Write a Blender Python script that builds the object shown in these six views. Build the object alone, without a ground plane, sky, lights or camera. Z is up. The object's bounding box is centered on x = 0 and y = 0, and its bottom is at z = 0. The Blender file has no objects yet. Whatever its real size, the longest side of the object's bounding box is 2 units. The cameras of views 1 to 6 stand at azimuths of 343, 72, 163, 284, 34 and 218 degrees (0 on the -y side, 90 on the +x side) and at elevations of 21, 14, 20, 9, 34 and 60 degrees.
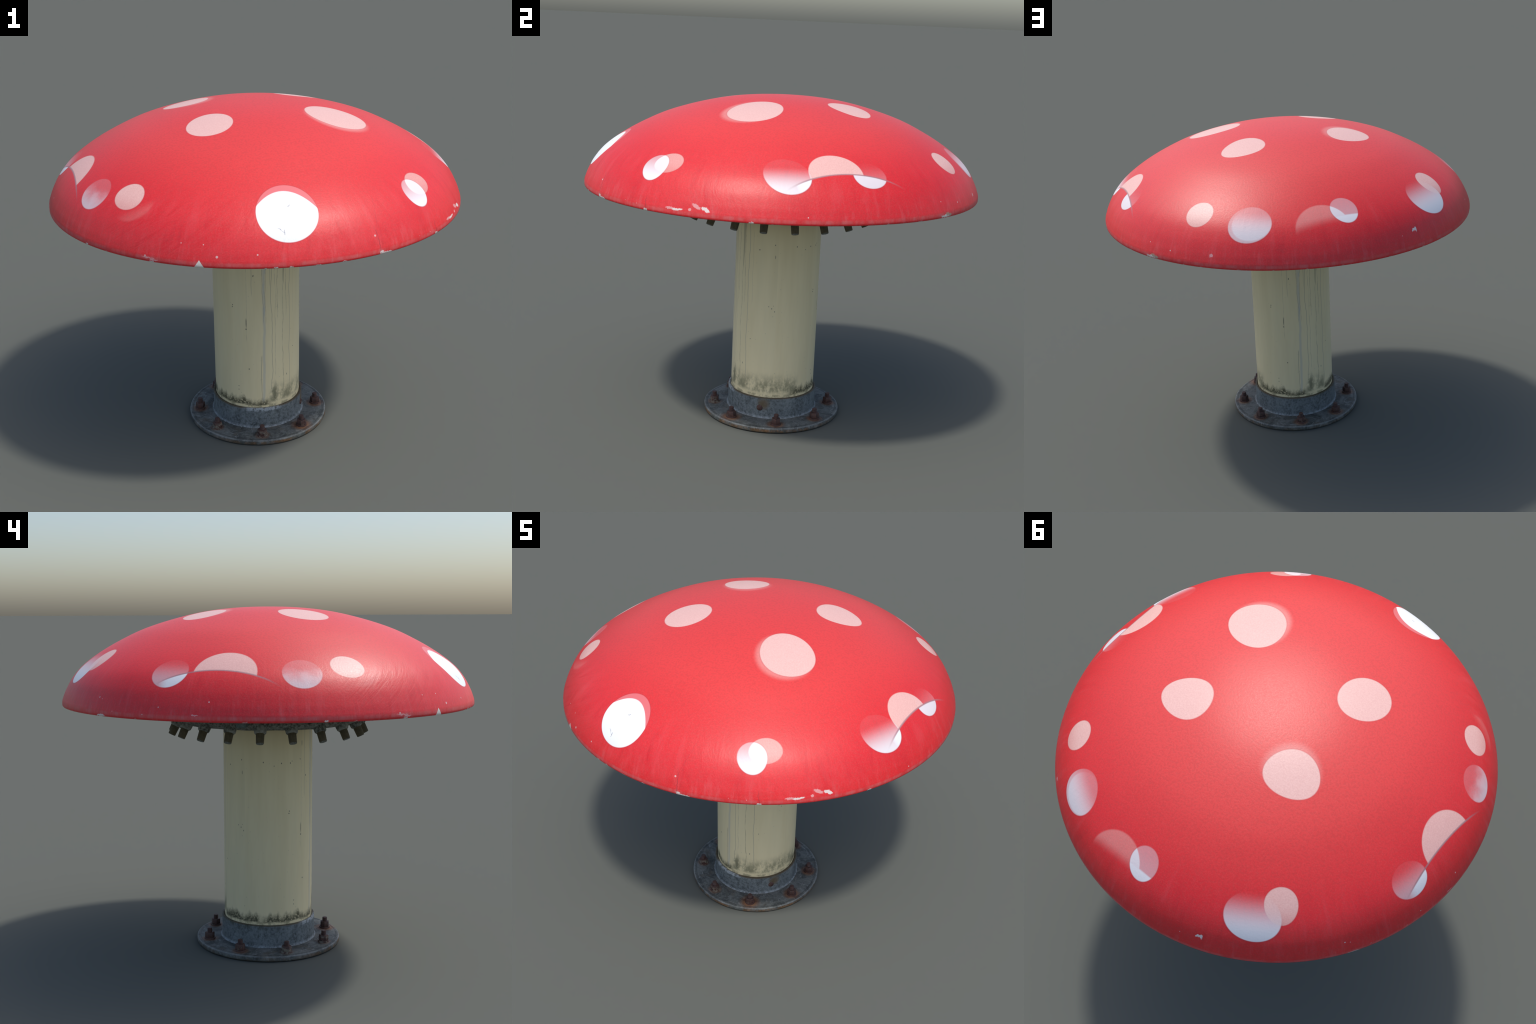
# Weathered fibreglass toadstool: spotted red cap on a cream pipe stem,
# bolted to a galvanised flange; bolted hub dish under the cap.
import bpy, bmesh, math, random
from mathutils import Vector, Matrix
random.seed(7)
pi = math.pi

# ------------------------------------------------------------------ helpers
def link(o, parent=None):
    bpy.context.scene.collection.objects.link(o)
    if parent is not None:
        o.parent = parent
    return o

def catmull(P, m=8):
    """smooth curve through (r, z) points, mirrored at the axis"""
    Q = [(-P[1][0], P[1][1])] + list(P) + [(2*P[-1][0]-P[-2][0], 2*P[-1][1]-P[-2][1])]
    out = []
    for i in range(1, len(Q)-2):
        a, b, c, d = Q[i-1], Q[i], Q[i+1], Q[i+2]
        for j in range(m):
            t = j/m
            out.append(tuple(.5*(2*b[k]+(c[k]-a[k])*t+(2*a[k]-5*b[k]+4*c[k]-d[k])*t*t
                       + (3*b[k]-a[k]-3*c[k]+d[k])*t**3) for k in (0, 1)))
    out.append(P[-1])
    return out

def revolve(bm, prof, n, flip=False, wob=None):
    """surface of revolution of an (r, z) profile; r = 0 makes a pole"""
    rings = []
    for r, z in prof:
        if r < 1e-6:
            rings.append([bm.verts.new((0, 0, z))])
        else:
            ring = []
            for i in range(n):
                a = 2*pi*i/n
                rr, zz = (r, z) if wob is None else wob(r, z, a)
                ring.append(bm.verts.new((rr*math.cos(a), rr*math.sin(a), zz)))
            rings.append(ring)
    for A, B in zip(rings, rings[1:]):
        for i in range(n):
            j = (i+1) % n
            if len(A) == 1:
                f = [A[0], B[i], B[j]]
            elif len(B) == 1:
                f = [A[i], B[0], A[j]]
            else:
                f = [A[i], B[i], B[j], A[j]]
            bm.faces.new(f[::-1] if flip else f)

def finish(bm, name, mat, parent, angle=40):
    bmesh.ops.recalc_face_normals(bm, faces=bm.faces)
    me = bpy.data.meshes.new(name)
    bm.to_mesh(me); bm.free()
    for p in me.polygons:
        p.use_smooth = True
    me.set_sharp_from_angle(angle=math.radians(angle))
    for m in (mat if isinstance(mat, (list, tuple)) else [mat]):
        me.materials.append(m)
    o = bpy.data.objects.new(name, me)
    return link(o, parent)

# ------------------------------------------------------------------ node kit
class Kit:
    def __init__(self, name):
        self.mat = bpy.data.materials.new(name)
        self.mat.use_nodes = True
        self.t = self.mat.node_tree
        self.t.nodes.clear()
        self.out = self.t.nodes.new('ShaderNodeOutputMaterial')
        self.bsdf = self.t.nodes.new('ShaderNodeBsdfPrincipled')
        self.t.links.new(self.bsdf.outputs[0], self.out.inputs[0])
        self.P = self.t.nodes.new('ShaderNodeTexCoord').outputs['Object']
    def put(self, sock, v):
        if isinstance(v, bpy.types.NodeSocket):
            self.t.links.new(v, sock)
        elif v is not None:
            if hasattr(sock.default_value, '__len__') and hasattr(v, '__len__') and len(sock.default_value) == 4 and len(v) == 3:
                v = (*v, 1)
            sock.default_value = v
    def m(self, op, a, b=None, c=None, clamp=False):
        n = self.t.nodes.new('ShaderNodeMath'); n.operation = op; n.use_clamp = clamp
        for s, v in zip(n.inputs, (a, b, c)):
            self.put(s, v)
        return n.outputs[0]
    def v(self, op, a, b=None, scale=None):
        n = self.t.nodes.new('ShaderNodeVectorMath'); n.operation = op
        self.put(n.inputs[0], a); self.put(n.inputs[1], b)
        if scale is not None:
            self.put(n.inputs['Scale'], scale)
        return n.outputs['Value'] if op in ('DOT_PRODUCT', 'LENGTH', 'DISTANCE') else n.outputs[0]
    def sep(self, v):
        n = self.t.nodes.new('ShaderNodeSeparateXYZ'); self.put(n.inputs[0], v); return n.outputs
    def comb(self, x, y, z):
        n = self.t.nodes.new('ShaderNodeCombineXYZ')
        for s, q in zip(n.inputs, (x, y, z)):
            self.put(s, q)
        return n.outputs[0]
    def ramp(self, x, lo, hi, a=0., b=1., smooth=True):
        n = self.t.nodes.new('ShaderNodeMapRange')
        n.interpolation_type = 'SMOOTHSTEP' if smooth else 'LINEAR'
        for s, q in zip(n.inputs[:5], (x, lo, hi, a, b)):
            self.put(s, q)
        return n.outputs[0]
    def noise(self, v, scale, detail=3, rough=.55, dist=0., out=0):
        n = self.t.nodes.new('ShaderNodeTexNoise')
        self.put(n.inputs['Vector'], v)
        n.inputs['Scale'].default_value = scale
        n.inputs['Detail'].default_value = detail
        n.inputs['Roughness'].default_value = rough
        n.inputs['Distortion'].default_value = dist
        return n.outputs[out]
    def mix(self, f, a, b, mode='MIX'):
        n = self.t.nodes.new('ShaderNodeMix'); n.data_type = 'RGBA'; n.blend_type = mode
        self.put(n.inputs[0], f); self.put(n.inputs[6], a); self.put(n.inputs[7], b)
        return n.outputs[2]
    def maxi(self, masks):
        r = masks[0]
        for q in masks[1:]:
            r = self.m('MAXIMUM', r, q)
        return r
    def bump(self, h, strength, dist, normal=None):
        n = self.t.nodes.new('ShaderNodeBump')
        n.inputs['Strength'].default_value = strength
        n.inputs['Distance'].default_value = dist
        self.put(n.inputs['Height'], h)
        if normal is not None:
            self.put(n.inputs['Normal'], normal)
        return n.outputs[0]
    def radial(self):
        """unit direction around the axis, radius, height"""
        x, y, z = self.sep(self.P)
        flat = self.comb(x, y, 0.)
        r = self.v('LENGTH', flat)
        return self.v('NORMALIZE', flat), r, z

# ------------------------------------------------------------------ cap shape
CAP = [(0, 1.6826), (.15, 1.6780), (.3, 1.6607), (.45, 1.6268), (.6, 1.5788), (.72, 1.5226),
       (.82, 1.4643), (.9, 1.4040), (.95, 1.3464), (.982, 1.2890), (.9985, 1.2465)]
cap_curve = catmull(CAP, 8)

def on_cap(r):
    """height and outward-down slope direction of the cap at radius r"""
    for (r0, z0), (r1, z1) in zip(cap_curve, cap_curve[1:]):
        if r0 <= r <= r1:
            L = math.hypot(r1-r0, z1-z0)
            return z0+(z1-z0)*(r-r0)/(r1-r0), (r1-r0)/L, (z1-z0)/L
    return cap_curve[-1][1], 0., -1.

# ------------------------------------------------------------------ cap paint
# painted discs: azimuth, radius from axis, half width round, half width down, turn, egg
DISC = {
 # faded pink set
 'crown_a': (-37.4, .407, .1273, .1500, 4.9, -.07),
 'crown_b': (38.4, .386, .1000, .1171, 25.8, .19),
 'crown_c': (-140.2, .362, .1065, .1209, -24.7, -.04),
 'crown_d': (138.8, .363, .1164, .1034, 32.1, -.14),
 'small_e': (43.3, .865, .0693, .0711, -2.7, .02),
 'small_f': (-144.5, .865, .0733, .0671, 9.4, -.06),
 'small_g': (130.7, .847, .0667, .0774, -6.2, .08),
 'small_j': (-52.8, .879, .0739, .0590, -5.6, -.05),
 'cut_h': (-178.0, .899, .1337, .1421, -2., .04),
 'cut_i': (-2.7, .880, .1231, .1173, 13.9, .03),
 'ghost_p': (82.8, .926, .1340, .1376, 1., 0.),
 'ghost_u': (-142.6, .884, .1049, .0893, 11.7, .10),
 # whiter set
 'big_k': (-98.3, .881, .1277, .1335, -2., -.06),
 'side_l': (-157.7, .892, .0823, .0800, -.6, -.02),
 'side_m': (166.5, .894, .0830, .0786, 9.4, 0.),
 'side_n': (123.3, .887, .1175, .1027, 18.7, -.01),
 'side_o': (90.6, .855, .0645, .0737, -13.8, .04),
 'side_q': (60.7, .891, .1039, .0964, -12.7, -.07),
 'side_r': (-16.7, .889, .1081, .0897, 31.1, .03),
 'side_s': (7.3, .885, .0787, .0712, -3.9, -.06),
 'side_t': (-56.5, .905, .0651, .0720, -14., .03),
}

def disc_frame(az, r):
    a = math.radians(az)
    z, dr, dz = on_cap(r)
    c = Vector((r*math.cos(a), r*math.sin(a), z))
    e1 = Vector((-math.sin(a), math.cos(a), 0))
    e2 = Vector((math.cos(a)*dr, math.sin(a)*dr, dz))     # down the slope
    return c, e1, e2

def cap_material():
    k = Kit('cap_paint')
    P = k.P
    u, r, z = k.radial()
    x, y, _ = k.sep(P)

    def disc(name, edge=.035, shift=(0, 0, 0), grow=1., want=('down',)):
        az, rr, a, b, th, egg = DISC[name]
        c, e1, e2 = disc_frame(az, rr)
        c = c + Vector(shift)
        t = math.radians(th); a *= grow; b *= grow
        A = (e1*math.cos(t)+e2*math.sin(t))/a
        B = (e2*math.cos(t)-e1*math.sin(t))/b
        def along(D):                      # signed distance along D from the centre
            return k.m('SUBTRACT', k.v('DOT_PRODUCT', P, tuple(D)), c.dot(D))
        p, q = along(A), along(B)
        p = k.m('MULTIPLY', p, k.m('MULTIPLY_ADD', q, egg, 1.))
        dist = k.m('SQRT', k.m('MULTIPLY_ADD', p, p, k.m('MULTIPLY', q, q)))
        e = edge*.1/math.sqrt(a*b)
        out = dict(mask=k.ramp(dist, 1+e, 1-e), dist=dist)
        if 'across' in want:
            out['across'] = along(e1/a)
        if 'down' in want:
            out['down'] = along(e2/b)
        return out

    # ---- red gelcoat
    grain = k.noise(P, 190, 3, .6)
    weave = k.noise(P, 105, 2, .5)
    blot = k.noise(P, 3.2, 4, .6)
    # run-off streaks down the flank
    def streak_space():
        u, r, z = k.radial()
        sv = k.comb(k.m('MULTIPLY', k.sep(u)[0], 22.), k.m('MULTIPLY', k.sep(u)[1], 22.), k.m('MULTIPLY', z, 5.))
        return sv, k.ramp(r, .72, .95)
    sv, flank = streak_space()
    streak = k.noise(sv, 1., 4, .6, .5)
    red = k.mix(k.ramp(blot, .3, .7), (.70, .013, .020), (.75, .020, .026))
    red = k.mix(k.ramp(r, .97, .55, 0., .75), red, (.78, .062, .056))
    red = k.mix(k.m('MULTIPLY', k.ramp(grain, .42, .72), .20), red, (.84, .12, .11))
    red = k.mix(k.m('MULTIPLY', k.ramp(weave, .55, .36), .26), red, (.50, .045, .04))
    red = k.mix(k.m('MULTIPLY', k.m('MULTIPLY', k.ramp(streak, .52, .72), flank), .22), red, (.76, .085, .095))
    red = k.mix(k.m('MULTIPLY', k.m('MULTIPLY', k.ramp(streak, .46, .30), flank), .24), red, (.50, .008, .018))
    # wrinkles in the gelcoat on the weathered front, slanting away from the big disc
    def wrinkles():
        x, y, z = k.sep(P)
        ang = k.m('MULTIPLY', k.m('ARCTAN2', y, x), 180/pi)
        lean = k.m('MULTIPLY', k.ramp(ang, -95, -112), 78.)
        lean = k.m('ADD', lean, k.m('MULTIPLY', k.ramp(ang, -85, -72), -25.))
        ca = k.m('SUBTRACT', ang, k.m('MULTIPLY', k.m('SUBTRACT', z, 1.32), lean))
        cn = k.noise(k.comb(k.m('MULTIPLY', ca, .27), k.m('MULTIPLY', z, 5.), 3.), 1., 4, .62, .7)
        ridge = k.m('SUBTRACT', 1., k.m('MULTIPLY', k.m('ABSOLUTE', k.m('SUBTRACT', cn, .5)), 7.), clamp=True)
        where = k.m('MULTIPLY', k.m('MULTIPLY', k.ramp(ang, -162, -135), k.ramp(ang, -18, -40)),
                    k.m('MULTIPLY', k.ramp(z, 1.50, 1.40), k.ramp(z, 1.235, 1.27)))
        where = k.m('MULTIPLY', where, k.ramp(k.noise(P, 4, 2, .5), .35, .6, .2, 1.))
        crease = k.m('MULTIPLY', ridge, where)
        return crease, where, cn
    crease, where, cn = wrinkles()
    red = k.mix(k.m('MULTIPLY', crease, .13), red, (.84, .10, .11))
    red = k.mix(k.m('MULTIPLY', k.m('MULTIPLY', where, k.ramp(cn, .42, .3)), .20), red, (.48, .008, .016))
    # chalky wear just above the lip, clean line under it
    rub = k.noise(sv, 1.3, 3, .6)
    band = k.m('MULTIPLY', k.ramp(z, 1.248, 1.236), k.ramp(z, 1.2245, 1.230))
    red = k.mix(k.m('MULTIPLY', band, k.ramp(rub, .3, .75, .06, .42)), red, (.62, .24, .24))
    low = k.m('MULTIPLY', k.ramp(z, 1.36, 1.25), k.ramp(k.noise(sv, 1.7, 4, .65), .5, .75))
    red = k.mix(k.m('MULTIPLY', low, .24), red, (.70, .20, .21))
    col = red

    pgrain = k.ramp(k.noise(P, 170, 2, .6), .2, .8)
    pink = k.mix(pgrain, (.81, .475, .425), (.89, .57, .51))
    white = (.84, .85, .88)
    rough_white = None

    # ---- faded set
    def lay(col, m, c, amt=1.):
        f = m if amt == 1. else k.m('MULTIPLY', m, amt)
        return k.mix(f, col, c)
    # ghost ring beside small_f
    g = disc('ghost_u', .08, want=('across', 'down'))
    ring = k.m('MULTIPLY', g['mask'], k.ramp(k.m('ADD', g['across'], g['down']), .3, 1.3))
    col = lay(col, ring, pink, .13)
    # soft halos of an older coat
    h = disc('crown_a', .18, shift=(-.004, -.026, .004))
    col = lay(col, h['mask'], pink, .38)
    h = disc('crown_d', .22, shift=(.016, -.02, .001))
    col = lay(col, h['mask'], pink, .30)
    for n in ('crown_a', 'crown_b', 'crown_c', 'crown_d'):
        g = disc(n, .03)
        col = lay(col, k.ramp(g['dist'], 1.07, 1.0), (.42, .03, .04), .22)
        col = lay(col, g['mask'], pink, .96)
    def small(col, n, lo, hi):
        g = disc(n, .03)
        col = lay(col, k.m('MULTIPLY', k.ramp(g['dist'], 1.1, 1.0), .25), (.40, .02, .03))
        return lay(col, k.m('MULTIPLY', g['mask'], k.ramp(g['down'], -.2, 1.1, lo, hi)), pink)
    col = small(col, 'small_e', .92, .72)
    col = small(col, 'small_f', .90, .72)
    col = small(col, 'small_g', .84, .58)
    col = small(col, 'small_j', .62, .45)
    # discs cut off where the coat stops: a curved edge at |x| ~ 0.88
    ax = k.m('SUBTRACT', k.m('ABSOLUTE', x), k.m('MULTIPLY', k.m('MULTIPLY', y, y), .30))
    upper = k.ramp(ax, .8825, .8795)
    for n in ('cut_h', 'cut_i'):
        g = disc(n, .03)
        col = lay(col, k.m('MULTIPLY', g['mask'], upper), pink, .90)
    g = disc('ghost_p', .05)
    col = lay(col, k.m('MULTIPLY', g['mask'], k.ramp(y, .908, .862)),
              pink, .34)
    # ---- whiter set
    def side(col, n, lo, hi, a0, a1, extra=None, shade=.35):
        g = disc(n, .03)
        f = k.ramp(g['down'], lo, hi, a0, a1)
        if extra is not None:
            f = k.m('MAXIMUM', f, extra)
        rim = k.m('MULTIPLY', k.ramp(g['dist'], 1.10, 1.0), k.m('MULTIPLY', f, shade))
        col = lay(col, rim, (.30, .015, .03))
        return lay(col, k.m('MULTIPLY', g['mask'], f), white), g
    lower = k.ramp(ax, .8805, .8835)
    edge_l = k.m('MULTIPLY', k.m('LESS_THAN', k.m('ABSOLUTE', y), .16), 1.)
    soft_end = k.ramp(k.m('ABSOLUTE', y), .30, .20)
    cutw = k.m('MULTIPLY', lower, soft_end)
    lw = k.m('MULTIPLY', k.m('SUBTRACT', k.noise(P, 20, 3, .6), .5), .9)
    col, _ = side(col, 'side_l', k.m('ADD', lw, -.55), k.m('ADD', lw, 1.0), .10, .66)
    col, _ = side(col, 'side_m', -.9, .9, .03, .50, k.m('MULTIPLY', cutw, .95))
    col, _ = side(col, 'side_r', -.60, 1.0, .03, .88, k.m('MULTIPLY', lower, k.ramp(y, -.30, -.20)))
    col, _ = side(col, 'side_s', -.95, .8, .01, .17, k.m('MULTIPLY', lower, .84))
    col, _ = side(col, 'side_n', -1.05, .75, .0, .95)
    po = disc('ghost_p', .04)
    ext = k.m('MAXIMUM', k.m('MULTIPLY', po['mask'], .82), k.m('MULTIPLY', k.ramp(y, .870, .882), .92))
    col, _ = side(col, 'side_o', -1., .9, .28, .42, ext)
    inn = disc('side_q', .05, shift=(-.009, .004, .004), grow=.92)
    col, q = side(col, 'side_q', -.85, .85, .14, .62)
    col = lay(col, k.m('MULTIPLY', k.m('MULTIPLY', inn['mask'], q['mask']), k.ramp(q['down'], -.7, .7, .06, .6)), white)
    jm = disc('small_j', .03)
    col, g = side(col, 'side_t', -.9, .9, .38, .97, k.m('MULTIPLY', jm['mask'], .90))
    col = lay(col, k.m('MULTIPLY', k.m('MULTIPLY', jm['mask'], g['mask']), k.ramp(g['down'], .9, .1, .15, .55)), (.92, .72, .70))
    gm = disc('small_g', .03)
    col = lay(col, k.m('MULTIPLY', gm['mask'], k.ramp(gm['down'], -.3, 1., .55, .35)), pink)
    # big disc: full white below a second, lower arc; pale wash above it
    g = disc('big_k', .025)
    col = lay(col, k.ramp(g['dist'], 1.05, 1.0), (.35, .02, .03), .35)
    col = lay(col, g['mask'], (.85, .22, .23), .75)
    ca, e1, e2 = disc_frame(-98.3, .881)
    dd = k.v('SUBTRACT', P, tuple(ca))
    aa = k.v('DOT_PRODUCT', dd, tuple(e1/.1277)); bb = k.v('DOT_PRODUCT', dd, tuple(e2/.1335))
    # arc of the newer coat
    arc = k.m('ADD', bb, k.m('MULTIPLY_ADD', k.m('MULTIPLY', k.m('SUBTRACT', aa, -.06), k.m('SUBTRACT', aa, -.06)), -.62, .76))
    col = lay(col, k.m('MULTIPLY', g['mask'], k.ramp(arc, -.02, .02)), (.93, .94, .95))
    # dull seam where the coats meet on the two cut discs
    seam = k.m('MULTIPLY', k.ramp(k.m('ABSOLUTE', k.m('SUBTRACT', ax, .8805)), .0048, .001),
               k.ramp(k.m('ABSOLUTE', y), .285, .16))
    col = lay(col, seam, (.36, .19, .21), .75)

    # ---- chips, scratches and cracks, each at its own place on the flank
    wob = k.noise(P, 80, 4, .7, 0., 1)
    wobv = k.v('SCALE', k.v('SUBTRACT', wob, (.5, .5, .5)), scale=.020)
    Pw = k.v('ADD', P, wobv)
    def chip(az, zz, w, h, rough=True, turn=0.):
        # width and height are half sizes in metres
        rr = 1.
        for (r0, z0), (r1, z1) in zip(cap_curve, cap_curve[1:]):
            if z1 <= zz <= z0:
                rr = r0+(r1-r0)*(z0-zz)/(z0-z1)
        a = math.radians(az)
        c = Vector((rr*math.cos(a), rr*math.sin(a), zz))
        if not rough and abs(w-h) < .002:
            return k.ramp(k.v('DISTANCE', P, tuple(c)), (w+h)*.575, (w+h)*.42)
        t = math.radians(turn)
        e1 = Vector((-math.sin(a), math.cos(a), 0)); e2 = Vector((0, 0, -1))
        X, Y = e1*math.cos(t)+e2*math.sin(t), e2*math.cos(t)-e1*math.sin(t)
        R = Matrix((X, Y, X.cross(Y))).transposed()
        n = k.t.nodes.new('ShaderNodeMapping'); n.vector_type = 'TEXTURE'
        k.put(n.inputs['Vector'], Pw if rough else P)
        n.inputs['Location'].default_value = c
        n.inputs['Rotation'].default_value = R.to_euler()
        n.inputs['Scale'].default_value = (w, h, .25)
        return k.ramp(k.v('LENGTH', n.outputs[0]), 1.15, .85)
    dots = [(-115.8, 1.265, .0045, .006), (-133.8, 1.243, .004, .004), (-124.8, 1.308, .002, .003),
            (-119.2, 1.308, .002, .003), (-106.3, 1.2755, .003, .004), (-76.4, 1.298, .004, .005),
            (37.2, 1.2745, .003, .0038), (29., 1.291, .0022, .0028), (-11.3, 1.254, .0028, .003),
            (106., 1.297, .002, .002), (145.9, 1.297, .003, .004), (179.4, 1.299, .003, .0038),
            (166.5, 1.273, .0024, .003), (152.3, 1.245, .0024, .0024), (162.2, 1.241, .002, .003),
            (147.2, 1.291, .002, .0022), (-62., 1.246, .002, .002), (-57.5, 1.243, .0022, .002)]
    m1 = k.maxi([chip(*d, rough=False) for d in dots])
    col = lay(col, m1, (.78, .62, .60), .65)
    pinkish = k.maxi([chip(50.5, 1.278, .009, .008), chip(-39.2, 1.268, .022, .008, turn=22),
                      chip(-46.2, 1.2475, .028, .006, turn=4), chip(176.2, 1.246, .014, .0024, turn=8),
                      chip(-41.0, 1.252, .007, .006), chip(-133., 1.236, .030, .0025), chip(-131.5, 1.229, .02, .003)])
    col = lay(col, pinkish, (.78, .36, .36), .85)
    whites = k.maxi([chip(-36.7, 1.259, .020, .0085, turn=22), chip(-44.4, 1.247, .026, .005, turn=-4),
                     chip(110.6, 1.309, .012, .0045, turn=-18), chip(111.4, 1.3085, .005, .010),
                     chip(-98.5, 1.2205, .010, .003), chip(-92, 1.220, .012, .0028), chip(-85.5, 1.220, .010, .0026),
                     chip(-102, 1.2215, .008, .0038), chip(-104.5, 1.220, .006, .003), chip(-25, 1.221, .012, .003),
                     chip(-153.2, 1.2235, .010, .0035), chip(147.9, 1.223, .028, .0045), chip(-132, 1.222, .012, .0026),
                     chip(-54.4, 1.223, .011, .006), chip(-73.8, 1.222, .034, .005), chip(-75.2, 1.230, .010, .007)])
    col = lay(col, whites, (.80, .73, .69), .9)
    nick = [chip(a, 1.2195, random.uniform(.006, .014), .0035)
            for a in (42.2, 47.7, 58.6, 68, 77, 86.7, 88.8, 101, 108.7, 113.2, 121.4, 131.7, 160, -172, -146, -20, 10, 20)]
    col = lay(col, k.maxi(nick), (.62, .44, .44), .5)
    # the clean triangular flake and the brown broken one
    tri_az = math.radians(-120.)
    e1 = (-math.sin(tri_az), math.cos(tri_az), 0)
    side_d = k.m('ABSOLUTE', k.v('DOT_PRODUCT', P, e1))
    front = k.m('GREATER_THAN', k.v('DOT_PRODUCT', P, (math.cos(tri_az), math.sin(tri_az), 0)), .5)
    tri = k.m('MULTIPLY', k.ramp(k.m('MULTIPLY_ADD', side_d, 1.45, k.m('SUBTRACT', z, 1.2495)), .0015, -.0015), front)
    col = lay(col, tri, (.80, .76, .68), .97)
    col = lay(col, chip(30.4, 1.2275, .040, .006), (.80, .74, .68), .95)
    col = lay(col, k.maxi([chip(31., 1.235, .015, .007), chip(32.2, 1.230, .014, .007)]), (.42, .30, .22), .9)
    # hairline cracks running up from the lip
    def crack(az0, az1, z0, z1, w, jit=.006):
        a = math.radians((az0+az1)/2); e = (-math.sin(a), math.cos(a), 0)
        s = k.v('DOT_PRODUCT', P, e)
        tilt = math.radians(az1-az0)/(z1-z0)
        s = k.m('SUBTRACT', s, k.m('MULTIPLY', k.m('SUBTRACT', z, (z0+z1)/2), tilt))
        s = k.m('ADD', s, k.m('MULTIPLY', k.m('SUBTRACT', k.noise(k.comb(az0, 0., z), 45, 3, .6), .5), jit*3))
        f = k.m('GREATER_THAN', k.v('DOT_PRODUCT', P, (math.cos(a), math.sin(a), 0)), .4)
        s = k.ramp(k.m('ABSOLUTE', s), w, w*.3)
        return k.m('MULTIPLY', k.m('MULTIPLY', s, f), k.m('MULTIPLY', k.ramp(z, z1, z1-.03), k.m('GREATER_THAN', z, z0)))
    cr = k.maxi([crack(-75.4, -75.9, 1.224, 1.335, .0018), crack(-54.3, -54.8, 1.224, 1.29, .0016),
                 k.m('MULTIPLY', crack(-76., -72.5, 1.30, 1.44, .0012), .45)])
    col = lay(col, cr, (.22, .03, .04), .7)
    # pencil-thin cracks in the big white disc
    hl = k.maxi([chip(-100.4, 1.360, .016, .0012, turn=38), chip(-99.6, 1.352, .0016, .010, rough=False),
                 chip(-97.6, 1.435, .004, .0012)])
    col = lay(col, hl, (.30, .30, .34), .8)
    # faint crown scuffs
    sc = k.m('MULTIPLY', k.ramp(k.noise(P, 26, 4, .7), .68, .76), k.ramp(r, .45, .1))
    col = lay(col, sc, (.50, .07, .08), .35)

    k.put(k.bsdf.inputs['Base Color'], col)
    k.put(k.bsdf.inputs['Roughness'], k.ramp(grain, .3, .7, .42, .49))
    k.bsdf.inputs['Specular IOR Level'].default_value = .5
    h = k.m('ADD', k.m('MULTIPLY', k.noise(P, 105, 2, .5), .60), k.m('MULTIPLY', k.noise(P, 190, 3, .6), .50))
    sv, flank = streak_space()
    h = k.m('ADD', h, k.m('MULTIPLY', k.m('MULTIPLY', k.noise(sv, 1., 4, .6, .5), flank), 1.2))
    h = k.m('ADD', h, k.m('MULTIPLY', wrinkles()[0], .65))
    k.put(k.bsdf.inputs['Normal'], k.bump(h, .16, .004))
    return k.mat

# ------------------------------------------------------------------ other materials
def fibre_material():
    k = Kit('raw_fibreglass')
    n = k.noise(k.P, 40, 5, .7)
    c = k.mix(k.ramp(n, .3, .7), (.44, .42, .35), (.62, .59, .50))
    k.put(k.bsdf.inputs['Base Color'], c)
    k.bsdf.inputs['Roughness'].default_value = .7
    k.put(k.bsdf.inputs['Normal'], k.bump(n, .3, .006))
    return k.mat

def hub_material():
    k = Kit('mottled_hub_concrete')
    n = k.noise(k.P, 70, 5, .75)
    b = k.noise(k.P, 7, 3, .6)
    c = k.mix(k.ramp(n, .35, .68), (.05, .05, .042), (.30, .31, .28))
    c = k.mix(k.m('MULTIPLY', k.ramp(b, .5, .68), .55), c, (.42, .42, .38))
    c = k.mix(k.m('MULTIPLY', k.ramp(k.noise(k.P, 16, 4, .7), .58, .7), .5), c, (.10, .15, .15))
    k.put(k.bsdf.inputs['Base Color'], c)
    k.bsdf.inputs['Roughness'].default_value = .85
    k.put(k.bsdf.inputs['Normal'], k.bump(n, .4, .006))
    return k.mat

def rod_material():
    k = Kit('oiled_brown_steel')
    n = k.noise(k.P, 60, 4, .65)
    z = k.sep(k.P)[2]
    c = k.mix(k.ramp(n, .3, .7), (.070, .055, .028), (.12, .095, .05))
    tip = k.ramp(z, -.0455, -.0475)
    c = k.mix(tip, c, k.mix(k.ramp(k.noise(k.P, 140, 3, .7), .4, .65), (.10, .11, .10), (.24, .25, .23)))
    k.put(k.bsdf.inputs['Base Color'], c)
    k.bsdf.inputs['Roughness'].default_value = .7
    return k.mat

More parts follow.
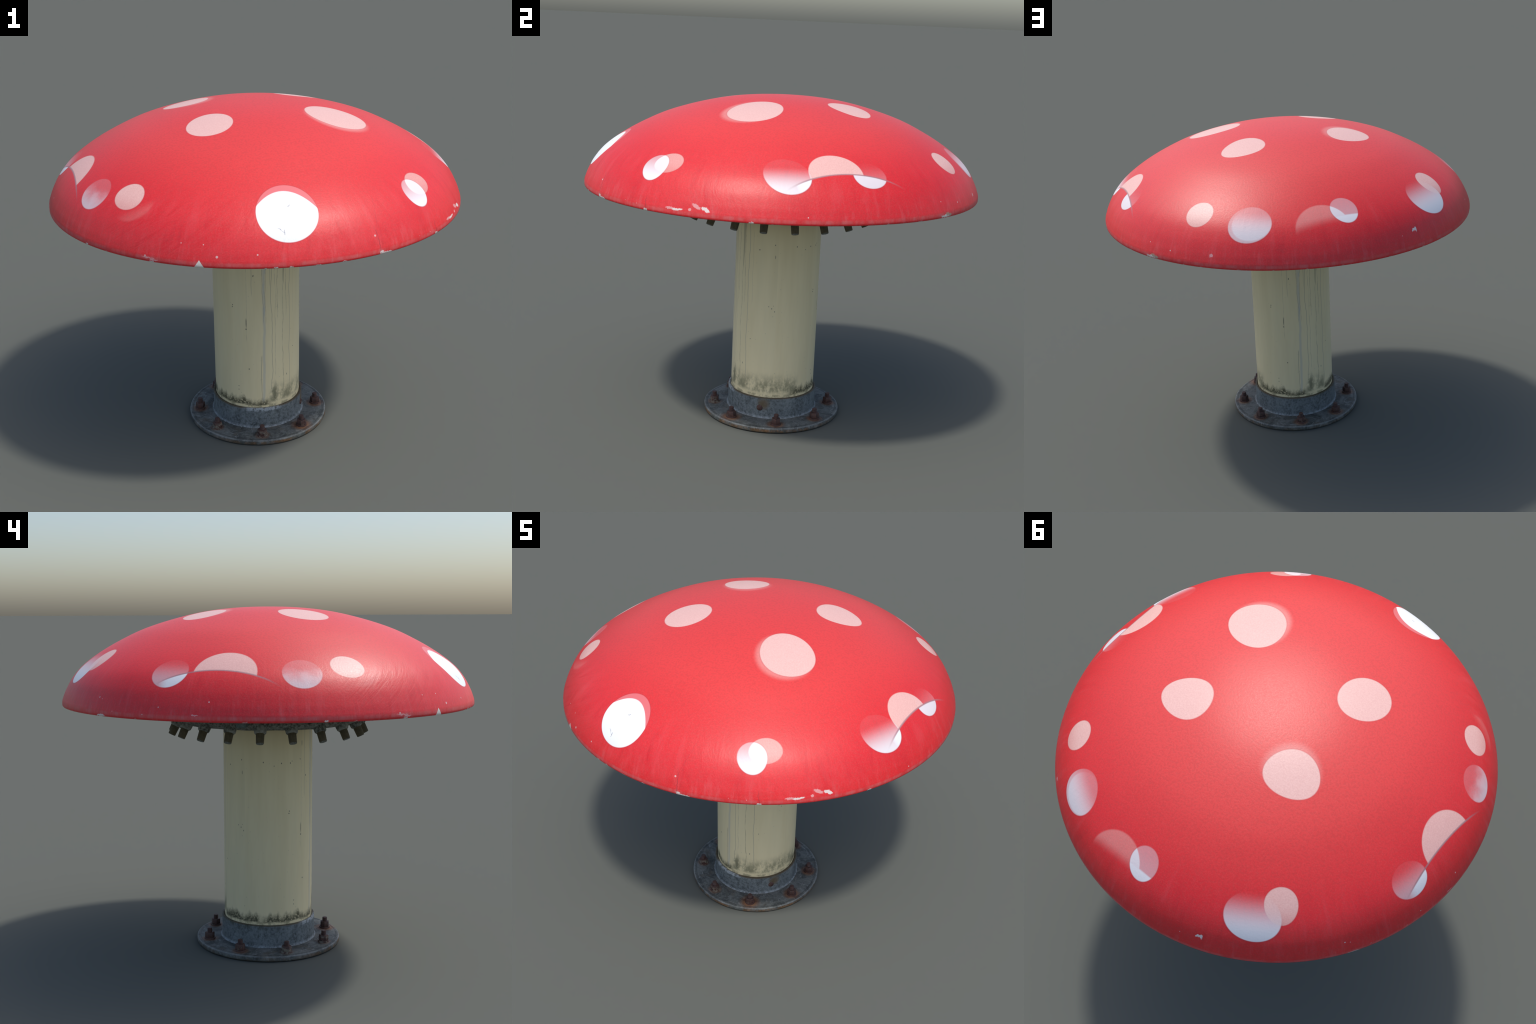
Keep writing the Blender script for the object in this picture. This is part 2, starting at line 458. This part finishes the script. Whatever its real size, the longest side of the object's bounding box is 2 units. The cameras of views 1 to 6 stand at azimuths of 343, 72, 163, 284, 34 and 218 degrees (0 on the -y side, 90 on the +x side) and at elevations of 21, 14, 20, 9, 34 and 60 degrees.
def stem_material():
    k = Kit('cream_pipe_paint')
    x, y, z = k.sep(k.P)
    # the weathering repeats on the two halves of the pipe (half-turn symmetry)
    a = math.radians(-107)
    sgn = k.m('SIGN', k.v('DOT_PRODUCT', k.P, (math.cos(a), math.sin(a), 0)))
    hx, hy = k.m('MULTIPLY', x, sgn), k.m('MULTIPLY', y, sgn)
    # angle in degrees measured from azimuth -107
    ca, sa = math.cos(a), math.sin(a)
    fx = k.m('ADD', k.m('MULTIPLY', hx, ca), k.m('MULTIPLY', hy, sa))
    fy = k.m('SUBTRACT', k.m('MULTIPLY', hy, ca), k.m('MULTIPLY', hx, sa))
    ang = k.m('MULTIPLY', k.m('ARCTAN2', fy, fx), 180/pi)
    H = k.comb(hx, hy, z)
    W = k.v('MULTIPLY', H, (1, 1, .12))
    tone = k.noise(W, 14, 4, .6)
    base = k.mix(k.ramp(tone, .3, .7), (.80, .675, .405), (.86, .735, .455))
    base = k.mix(k.m('MULTIPLY', k.ramp(k.noise(W, 5, 3, .6), .5, .72), .35), base, (.74, .66, .43))
    col = base
    def run(az, z0, z1, w0, w1, strength, color, seed, jit=.6, broken=0.):
        """a vertical dribble at azimuth az between heights z0 (low) and z1 (high)"""
        d = k.m('SUBTRACT', ang, az+107.)
        n = k.noise(k.comb(seed*3.1, seed*1.7, z), 5, 3, .5)
        d = k.m('ABSOLUTE', k.m('ADD', d, k.m('MULTIPLY', k.m('SUBTRACT', n, .5), jit*9)))
        w = k.ramp(z, z0, z1, w0, w1, smooth=False)
        f = k.ramp(k.m('DIVIDE', d, w), 1.3, .5)
        f = k.m('MULTIPLY', f, k.m('MULTIPLY', k.ramp(z, z0, z0+.03), k.ramp(z, z1+.02, z1)))
        if broken:
            f = k.m('MULTIPLY', f, k.ramp(k.noise(k.comb(seed, 2., z), 11, 3, .7), .48-broken*.3, .60, .25, 1.))
        return k.mix(k.m('MULTIPLY', f, strength), col, color)
    dark = (.125, .108, .075); blue = (.47, .48, .47); mid = (.30, .26, .195)
    col = run(-97, .15, 1.2, 1.8, 1.7, .42, blue, 1, .9)
    col = run(-96.2, .64, 1.2, 1.0, 1.3, .5, (.45, .47, .48), 1.1, 1.2, .2)
    col = run(-98.9, .60, 1.2, .3, .5, .6, mid, 1.03, .9, .5)
    col = run(-95.3, .60, 1.2, .3, .5, .6, mid, .97, .9, .5)
    col = run(-100.6, .16, .42, .3, .5, .6, mid, 2, .5)
    col = run(-119.9, .50, 1.2, .25, .25, .55, mid, 3, .35, .4)
    col = run(-120.5, .58, .625, .5, .4, .9, (.06, .06, .05), 4, .1)
    col = run(-86.6, .22, 1.2, .36, .36, .62, mid, 5, 1.1)
    col = run(-81.8, .30, 1.0, .32, .3, .55, mid, 6, .8, .3)
    col = run(-78.2, .62, 1.2, .32, .42, .65, dark, 7, .8, .2)
    col = run(-70.3, .17, .80, .42, .3, .62, dark, 8, .9, .4)
    col = run(-69, .80, 1.2, .6, 4.2, .5, (.22, .20, .14), 9, .5)
    col = run(-65.5, .62, 1.1, .38, .42, .6, dark, 10, .8, .2)
    col = run(-58.6, .20, 1.2, .35, .4, .65, (.28, .27, .24), 11, 1.0)
    col = run(-52, .62, 1.0, .3, .3, .3, mid, 14, .8)
    col = run(-113, .75, 1.2, .6, 1.0, .25, mid, 12, .6)
    col = run(-89, .8, 1.2, .4, 1.6, .3, mid, 13, .5)
    # pinholes and specks
    def speck(az, zz, w, h):
        p = k.m('DIVIDE', k.m('SUBTRACT', ang, az+107.), w); q = k.m('DIVIDE', k.m('SUBTRACT', z, zz), h)
        return k.ramp(k.m('ADD', k.m('MULTIPLY', p, p), k.m('MULTIPLY', q, q)), 1.3, .4)
    sp = [(-110.4, .87, .6, .004), (-117.3, .358, .8, .004), (-132, .254, .6, .003), (-132.1, .234, .6, .003),
          (-139.4, .692, .8, .003), (-120.6, .580, .9, .004), (-42.6, .922, .8, .004), (-20.8, .891, .4, .010),
          (-159, .927, .5, .003), (-135, .947, .5, .003), (-139, .703, .6, .004), (-172.4, .945, .7, .004),
          (-149.6, .939, .7, .004), (-137.5, .938, .6, .005), (-121.8, .953, .5, .004), (-110.7, .868, .6, .005),
          (-21.6, .953, .6, .004), (-51.9, .443, .6, .003), (-23, .62, .6, .004), (-27, .63, .5, .003),
          (-19, .605, .5, .004), (-21, .635, .4, .002), (-118.5, 1.03, .4, .014), (-64, .30, .5, .006)]
    col = k.mix(k.m('MULTIPLY', k.maxi([speck(*s) for s in sp]), .85), col, (.085, .085, .07))
    fine = k.ramp(k.noise(H, 95, 2, .5), .715, .76)
    col = k.mix(k.m('MULTIPLY', fine, .35), col, (.30, .29, .22))
    # moss above the collar: crusty band on one side, soft grime on the other
    tufts = k.noise(k.v('MULTIPLY', H, (1, 1, .30)), 40, 4, .62)
    crust = k.noise(H, 110, 5, .8)
    wave = k.noise(k.v('MULTIPLY', H, (1, 1, 0)), 9, 3, .6)
    topz = k.m('ADD', k.ramp(wave, .3, .7, .186, .218), k.m('MULTIPLY', k.m('SUBTRACT', tufts, .5), .065))
    botz = k.m('ADD', .156, k.m('MULTIPLY', k.m('SUBTRACT', wave, .5), .03))
    sector = k.m('MULTIPLY', k.ramp(ang, 22, 10), k.ramp(ang, -74, -58))
    # the two flanks of the pipe differ: moss on one, soft grime on the other
    def wedge(az, half, feather):
        q = math.radians(az)
        flat = k.v('NORMALIZE', k.comb(x, y, 0.))
        c = k.v('DOT_PRODUCT', flat, (math.cos(q), math.sin(q), 0))
        return k.ramp(c, math.cos(math.radians(half+feather)), math.cos(math.radians(half)))
    mossy = wedge(152, 26, 8)
    grimy = wedge(-12, 22, 12)
    sector = k.m('MAXIMUM', sector, mossy)
    moss = k.m('MULTIPLY', k.m('MULTIPLY', k.ramp(z, topz, k.m('SUBTRACT', topz, .042)), k.ramp(z, k.m('SUBTRACT', botz, .012), botz)), sector)
    moss = k.m('MULTIPLY', moss, k.ramp(crust, .31, .52))
    col = k.mix(k.m('MULTIPLY', moss, .95), col, k.mix(crust, (.022, .022, .009), (.080, .076, .036)))
    soft_n = k.noise(k.v('MULTIPLY', H, (1, 1, .55)), 34, 6, .74)
    soft = k.m('MULTIPLY', k.m('MULTIPLY', k.ramp(z, .285, .19), k.ramp(z, .150, .175)), k.m('MULTIPLY', k.m('MAXIMUM', k.m('MULTIPLY', k.ramp(ang, 8, 30), k.ramp(ang, 84, 66)), grimy), k.m('SUBTRACT', 1., mossy)))
    col = k.mix(k.m('MULTIPLY', k.m('MULTIPLY', soft, k.ramp(soft_n, .34, .62)), .8), col, (.20, .19, .11))
    f = k.m('MULTIPLY', k.m('MULTIPLY', k.ramp(k.m('ABSOLUTE', k.m('SUBTRACT', ang, 22.5)), 6.5, 2.), k.m('MULTIPLY', k.ramp(z, .31, .22), k.ramp(z, .15, .18))), k.ramp(soft_n, .36, .6))
    col = k.mix(k.m('MULTIPLY', f, .7), col, (.15, .145, .085))
    # dirty foot line
    col = k.mix(k.m('MULTIPLY', k.m('MULTIPLY', k.ramp(z, .158, .147), k.ramp(k.noise(H, 24, 4, .7), .45, .62)), .6), col, (.16, .14, .07))
    k.put(k.bsdf.inputs['Base Color'], col)
    k.bsdf.inputs['Roughness'].default_value = .5
    k.put(k.bsdf.inputs['Normal'], k.bump(tone, .08, .004))
    return k.mat

BOLT_R = .308
BOLT_AZ = [30.1+45*i+(2. if i % 2 else 0.) for i in range(8)]     # two sets of four, slightly out of step
def zinc_material():
    k = Kit('galvanised_steel')
    P = k.P
    u, r, z = k.radial()
    big = k.noise(P, 11, 6, .70, 1.1)
    fine = k.noise(P, 75, 4, .7)
    scr = k.noise(k.v('MULTIPLY', P, (1, 1, .3)), 34, 5, .7, 1.2)
    c = k.mix(k.ramp(big, .35, .66), (.040, .045, .041), (.150, .160, .150))
    c = k.mix(k.m('MULTIPLY', k.ramp(fine, .5, .68), .28), c, (.27, .285, .275))
    c = k.mix(k.m('MULTIPLY', k.ramp(fine, .48, .3), .4), c, (.036, .042, .043))
    c = k.mix(k.m('MULTIPLY', k.ramp(scr, .55, .68), .6), c, (.30, .315, .305))
    c = k.mix(k.m('MULTIPLY', k.ramp(k.noise(P, 14, 4, .7), .52, .68), .55), c, (.115, .098, .072))
    collar_zone = k.m('MULTIPLY', k.ramp(r, .2395, .2375), .92)
    cl = k.noise(k.v('MULTIPLY', P, (1, 1, .55)), 20, 6, .72, .9)
    c = k.mix(collar_zone, c, k.mix(k.ramp(cl, .36, .66), (.018, .026, .026), (.100, .120, .118)))
    # rust round the anchor bolts, uneven from bolt to bolt
    strength = [.6, .6, .65, .6, .25, .4, 1., .7]
    rn = k.noise(P, 30, 4, .65)
    ms = []
    for i, s in enumerate(strength):
        a = math.radians(BOLT_AZ[i])
        d = k.v('DISTANCE', P, (BOLT_R*math.cos(a), BOLT_R*math.sin(a), .030))
        d = k.m('ADD', d, k.m('MULTIPLY', k.m('SUBTRACT', rn, .5), .035))
        ms.append(k.m('MULTIPLY', k.ramp(d, .033+.036*s, .026), min(1., .25+s)))
    rust = k.maxi(ms)
    rc = k.mix(k.ramp(rn, .35, .65), (.13, .055, .028), (.27, .12, .05))
    c = k.mix(k.m('MULTIPLY', rust, .85), c, rc)
    # rusty rim of the plate
    a = math.radians(-45)
    facing = k.ramp(k.v('DOT_PRODUCT', u, (math.cos(a), math.sin(a), 0)), -.4, .9, .25, .95)
    rim = k.m('MULTIPLY', k.ramp(r, .354, .3635), k.ramp(k.noise(P, 11, 5, .75), .40, .56))
    rim = k.m('MULTIPLY', rim, k.ramp(z, .024, .014))
    c = k.mix(k.m('MULTIPLY', rim, facing), c, k.mix(k.ramp(fine, .4, .6), (.10, .062, .028), (.22, .11, .05)))
    foot = k.m('MULTIPLY', k.ramp(z, .012, .003), .7)
    c = k.mix(k.m('MULTIPLY', foot, k.ramp(fine, .35, .6)), c, (.06, .055, .035))
    # scribed groove near the edge and a pale weld line at the collar
    gr = k.m('MULTIPLY', k.ramp(k.m('ABSOLUTE', k.m('SUBTRACT', r, .346)), .0035, .001), .55)
    c = k.mix(gr, c, (.06, .065, .065))
    wl = k.m('MULTIPLY', k.ramp(k.m('ABSOLUTE', k.m('SUBTRACT', r, .2385)), .006, .001), k.ramp(fine, .35, .6, .2, .7))
    c = k.mix(wl, c, (.34, .38, .40))
    hi = k.m('MULTIPLY', k.m('MULTIPLY', k.ramp(k.m('ABSOLUTE', k.m('SUBTRACT', r, .3605)), .0035, .0008), k.m('GREATER_THAN', z, .018)), k.ramp(rn, .3, .6, .2, .8))  # edge highlight on the plate's upper rim, painted as a paler ring
    c = k.mix(k.m('MULTIPLY', hi, .6), c, (.30, .31, .30))
    # brown lip of the collar, mossy drips below it on one side
    lip = k.m('MULTIPLY', k.ramp(z, k.m('MULTIPLY_ADD', rn, .012, .1255), .136), k.m('LESS_THAN', r, .2395))
    c = k.mix(k.m('MULTIPLY', lip, .8), c, (.105, .075, .04))
    a2 = math.radians(165)
    gsec = k.ramp(k.v('DOT_PRODUCT', u, (math.cos(a2), math.sin(a2), 0)), .2, .8)
    g = k.m('MULTIPLY', k.m('MULTIPLY', k.ramp(z, .108, .134), gsec), k.ramp(rn, .4, .62))
    c = k.mix(k.m('MULTIPLY', g, .7), c, (.05, .05, .024))
    a3 = math.radians(-100)
    psec = k.ramp(k.v('DOT_PRODUCT', u, (math.cos(a3), math.sin(a3), 0)), .88, .97)
    g = k.m('MULTIPLY', k.m('MULTIPLY', k.ramp(z, .117, .128), psec), k.ramp(fine, .35, .55))
    c = k.mix(k.m('MULTIPLY', g, .75), c, (.44, .48, .50))
    # stain round the plug on the collar
    a4 = math.radians(-28)
    d = k.v('DISTANCE', P, (.235*math.cos(a4), .235*math.sin(a4), .105))
    c = k.mix(k.m('MULTIPLY', k.m('MULTIPLY', k.ramp(d, .045, .012), k.m('LESS_THAN', r, .2395)), .75), c, (.13, .085, .035))
    k.put(k.bsdf.inputs['Base Color'], c)
    k.bsdf.inputs['Specular IOR Level'].default_value = .35
    k.put(k.bsdf.inputs['Roughness'], k.ramp(fine, .3, .7, .55, .72))
    k.put(k.bsdf.inputs['Normal'], k.bump(k.m('ADD', scr, fine), .5, .005))
    return k.mat

def rust_material(name='rusted_bolt_steel', mortar=.45):
    k = Kit(name)
    oi = k.t.nodes.new('ShaderNodeObjectInfo')
    rnd = oi.outputs['Random']
    off = k.v('ADD', k.P, k.comb(k.m('MULTIPLY', rnd, 7.), 0., 0.))
    n = k.noise(off, 90, 5, .7)
    c = k.mix(k.ramp(n, .3, .7), (.042, .023, .020), (.105, .046, .033))
    # some nuts keep pale dried mortar, or a shiny worn flat
    z = k.sep(k.P)[2]
    pale = k.m('MULTIPLY', k.ramp(k.noise(off, 38, 4, .65), .64-mortar*.3, .72-mortar*.3), k.ramp(z, .038, .02))
    c = k.mix(k.m('MULTIPLY', pale, mortar), c, (.27, .25, .19))
    k.put(k.bsdf.inputs['Base Color'], c)
    k.put(k.bsdf.inputs['Roughness'], k.ramp(n, .3, .7, .5, .8))
    k.put(k.bsdf.inputs['Normal'], k.bump(n, .25, .003))
    return k.mat

M_CAP, M_FIB, M_HUB, M_ROD = cap_material(), fibre_material(), hub_material(), rod_material()
M_STEM, M_ZINC, M_RUST = stem_material(), zinc_material(), rust_material('rusted_bolt_steel', .25)
M_MORTAR = rust_material('rusted_bolt_with_mortar', .6)

def strut_material():
    k = Kit('teal_grey_tube')
    n = k.noise(k.P, 60, 5, .7)
    k.put(k.bsdf.inputs['Base Color'], k.mix(k.ramp(n, .3, .7), (.075, .105, .105), (.16, .21, .21)))
    k.bsdf.inputs['Roughness'].default_value = .7
    return k.mat
M_STRUT = strut_material()

# ------------------------------------------------------------------ the thing
root = bpy.data.objects.new('toadstool_sculpture', None)
link(root)
root['label'] = 'weathered red toadstool sculpture with white spots on bolted cream post'
root['category'] = 'playground sculpture'

# cap: thick shell, rolled lip
bm = bmesh.new()
lip = [(1.0002, 1.2370), (1.0005, 1.2290), (1.0002, 1.2226), (.998, 1.2190), (.992, 1.2179)]
revolve(bm, cap_curve + lip, 288)
cap = finish(bm, 'cap', M_CAP, root, 60)

# raw fibreglass inside of the hollow cap
bm = bmesh.new()
inner = [(max(0., r-.012*(r/.95)**4), z-.014) for r, z in cap_curve]
under = [(.992, 1.2179), (.984, 1.2175), (.980, 1.2215)] + [q for q in inner[::-1] if q[1] > 1.225]
revolve(bm, under, 192)
finish(bm, 'cap_lining', M_FIB, root, 50)

# hub: flange ring with a chamfered face, on a drum that rises into the cap
bm = bmesh.new()
SL = math.radians(26)
def dish_wob(r, z, a):
    w = .0022*math.sin(9*a+1)+.0016*math.sin(17*a)+.0012*math.sin(31*a+2)
    return r+w, z+w*.4
revolve(bm, [(.19, 1.122), (.30, 1.122), (.405, 1.121), (.428, 1.1225), (.445, 1.129), (.470, 1.1410),
             (.4730, 1.1450), (.4730, 1.1550), (.468, 1.1640), (.465, 1.1840), (.460, 1.1890), (.420, 1.1895),
             (.405, 1.185), (.398, 1.160), (.275, 1.158), (.265, 1.165), (.260, 1.655)],
        160, wob=dish_wob)
hub = finish(bm, 'hub_flange', M_HUB, root, 50)

# four teal-grey brackets that stick out of the ring
def box_mesh(sx, sy, sz):
    bm = bmesh.new()
    bmesh.ops.create_cube(bm, size=1.)
    bmesh.ops.scale(bm, vec=(sx, sy, sz), verts=bm.verts)
    bmesh.ops.bevel(bm, geom=list(bm.edges), offset=.005, segments=3, affect='EDGES')
    return bm
beams = [(180, .40, .55), (-88.5, .40, .545), (0, .40, .55), (90, .40, .55)]
for az, r0, r1 in beams:
    a = math.radians(az)
    o = finish(box_mesh(r1-r0, .045, .060), 'bracket', M_STRUT, hub, 40)
    for v in o.data.vertices:            # outer end slopes back towards its foot
        if v.co.x > 0:
            v.co.x -= .028*(.030-v.co.z)/.060
    o.matrix_local = (Matrix.Translation((.5*(r0+r1)*math.cos(a), .5*(r0+r1)*math.sin(a), 1.1735)) @ Matrix.Rotation(a, 4, 'Z'))

# hub bolts: conical boss + plain rod, square to the sloping face
def lathe(prof, n):
    b = bmesh.new(); revolve(b, prof, n); return b
b = lathe([(0, .012), (.030, .012), (.0295, -.004), (.0275, -.018), (.0225, -.0235), (.0, -.0235)], 24)
boss_src = finish(b, 'bolt_boss', M_HUB, None, 35)
b = lathe([(0, 0), (.0196, 0), (.0190, -.020), (.0180, -.0445), (.0165, -.0475), (0, -.0485)], 28)
rod_src = finish(b, 'hub_bolt', M_ROD, None, 35)
for i in range(20):
    a = math.radians(9+18*i)
    rot = Matrix.Rotation(a, 4, 'Z') @ Matrix.Rotation(-SL, 4, 'Y')
    loc = Vector((.4515*math.cos(a), .4515*math.sin(a), 1.1310))
    bo = boss_src if i == 0 else boss_src.copy()
    ro = rod_src if i == 0 else rod_src.copy()
    if i:
        link(bo); link(ro)
    bo.parent = hub
    bo.matrix_local = Matrix.Translation(loc) @ rot @ Matrix.Rotation(random.uniform(0, 6), 4, 'Z')
    ro.parent = hub
    ro.matrix_local = Matrix.Translation(loc) @ rot @ Matrix.Translation((0, 0, -.0225)) @ Matrix.Rotation(random.uniform(0, 6), 4, 'Z')

# stem pipe
bm = bmesh.new()
revolve(bm, [(.2215, .10), (.2220, .40), (.2215, .80), (.2215, 1.125)], 128)
stem = finish(bm, 'stem', M_STEM, root)

# galvanised base plate and collar
bm = bmesh.new()
n = 144
revolve(bm, [(.0, 0), (.358, 0), (.362, .0015), (.364, .006), (.364, .018), (.3625, .0235), (.359, .0258),
             (.348, .0262), (.346, .0254), (.344, .0263), (.30, .0268), (.25, .0272), (.236, .0274)], n)
plate = finish(bm, 'base_plate', M_ZINC, root, 55)
bm = bmesh.new()
revolve(bm, [(.2435, .0265), (.2400, .0288), (.2365, .033), (.2352, .040), (.2350, .133), (.2342, .1365),
             (.2320, .1380), (.2250, .1380), (.2235, .1365), (.2232, .120)], n)
collar = finish(bm, 'base_collar', M_ZINC, root, 55)

# rusty plug on the collar
bm = bmesh.new()
revolve(bm, [(0, .0065), (.012, .006), (.0155, .003), (.0168, -.006)], 20)
plug = finish(bm, 'collar_plug', M_RUST, collar, 60)
a = math.radians(-32.7)
plug.matrix_local = Matrix.Translation((.2352*math.cos(a), .2352*math.sin(a), .082)) @ Matrix.Rotation(a, 4, 'Z') @ Matrix.Rotation(pi/2, 4, 'Y')

# anchor bolts: washer, chamfered hex nut, threaded stud
def anchor_mesh():
    bm = bmesh.new()
    revolve(bm, [(0, -.004), (.0272, -.004), (.0278, .001), (.0265, .0065), (.020, .0078), (0, .0078)], 32)
    revolve(bm, [(0, .0075), (.0235, .0078), (.0245, .0105), (.0240, .034), (.0215, .0375), (0, .0378)], 6)
    prof = [(0, .033), (.0125, .033)]
    z = .0335
    while z < .056:                      # thread ridges
        prof += [(.0126, z+.0006), (.0117, z+.0016)]
        z += .0022
    prof += [(.0118, .0590), (.0105, .0610), (0, .0614)]
    revolve(bm, prof, 24)
    return bm
ab = finish(anchor_mesh(), 'anchor_bolt', M_RUST, plate, 35)
for i in range(8):
    a = math.radians(BOLT_AZ[i])
    o = ab if i == 0 else ab.copy()
    if i:
        link(o)
    o.parent = plate
    if i in (4, 5):                      # dried mortar stuck to these nuts
        o.material_slots[0].link = 'OBJECT'
        o.material_slots[0].material = M_MORTAR
    s = random.uniform(.87, .93)
    o.matrix_local = (Matrix.Translation((BOLT_R*math.cos(a), BOLT_R*math.sin(a), .0275))
                      @ Matrix.Rotation(random.uniform(-.05, .05), 4, 'X') @ Matrix.Rotation(random.uniform(0, 6), 4, 'Z')
                      @ Matrix.Diagonal((1.0, 1.0, s, 1)))
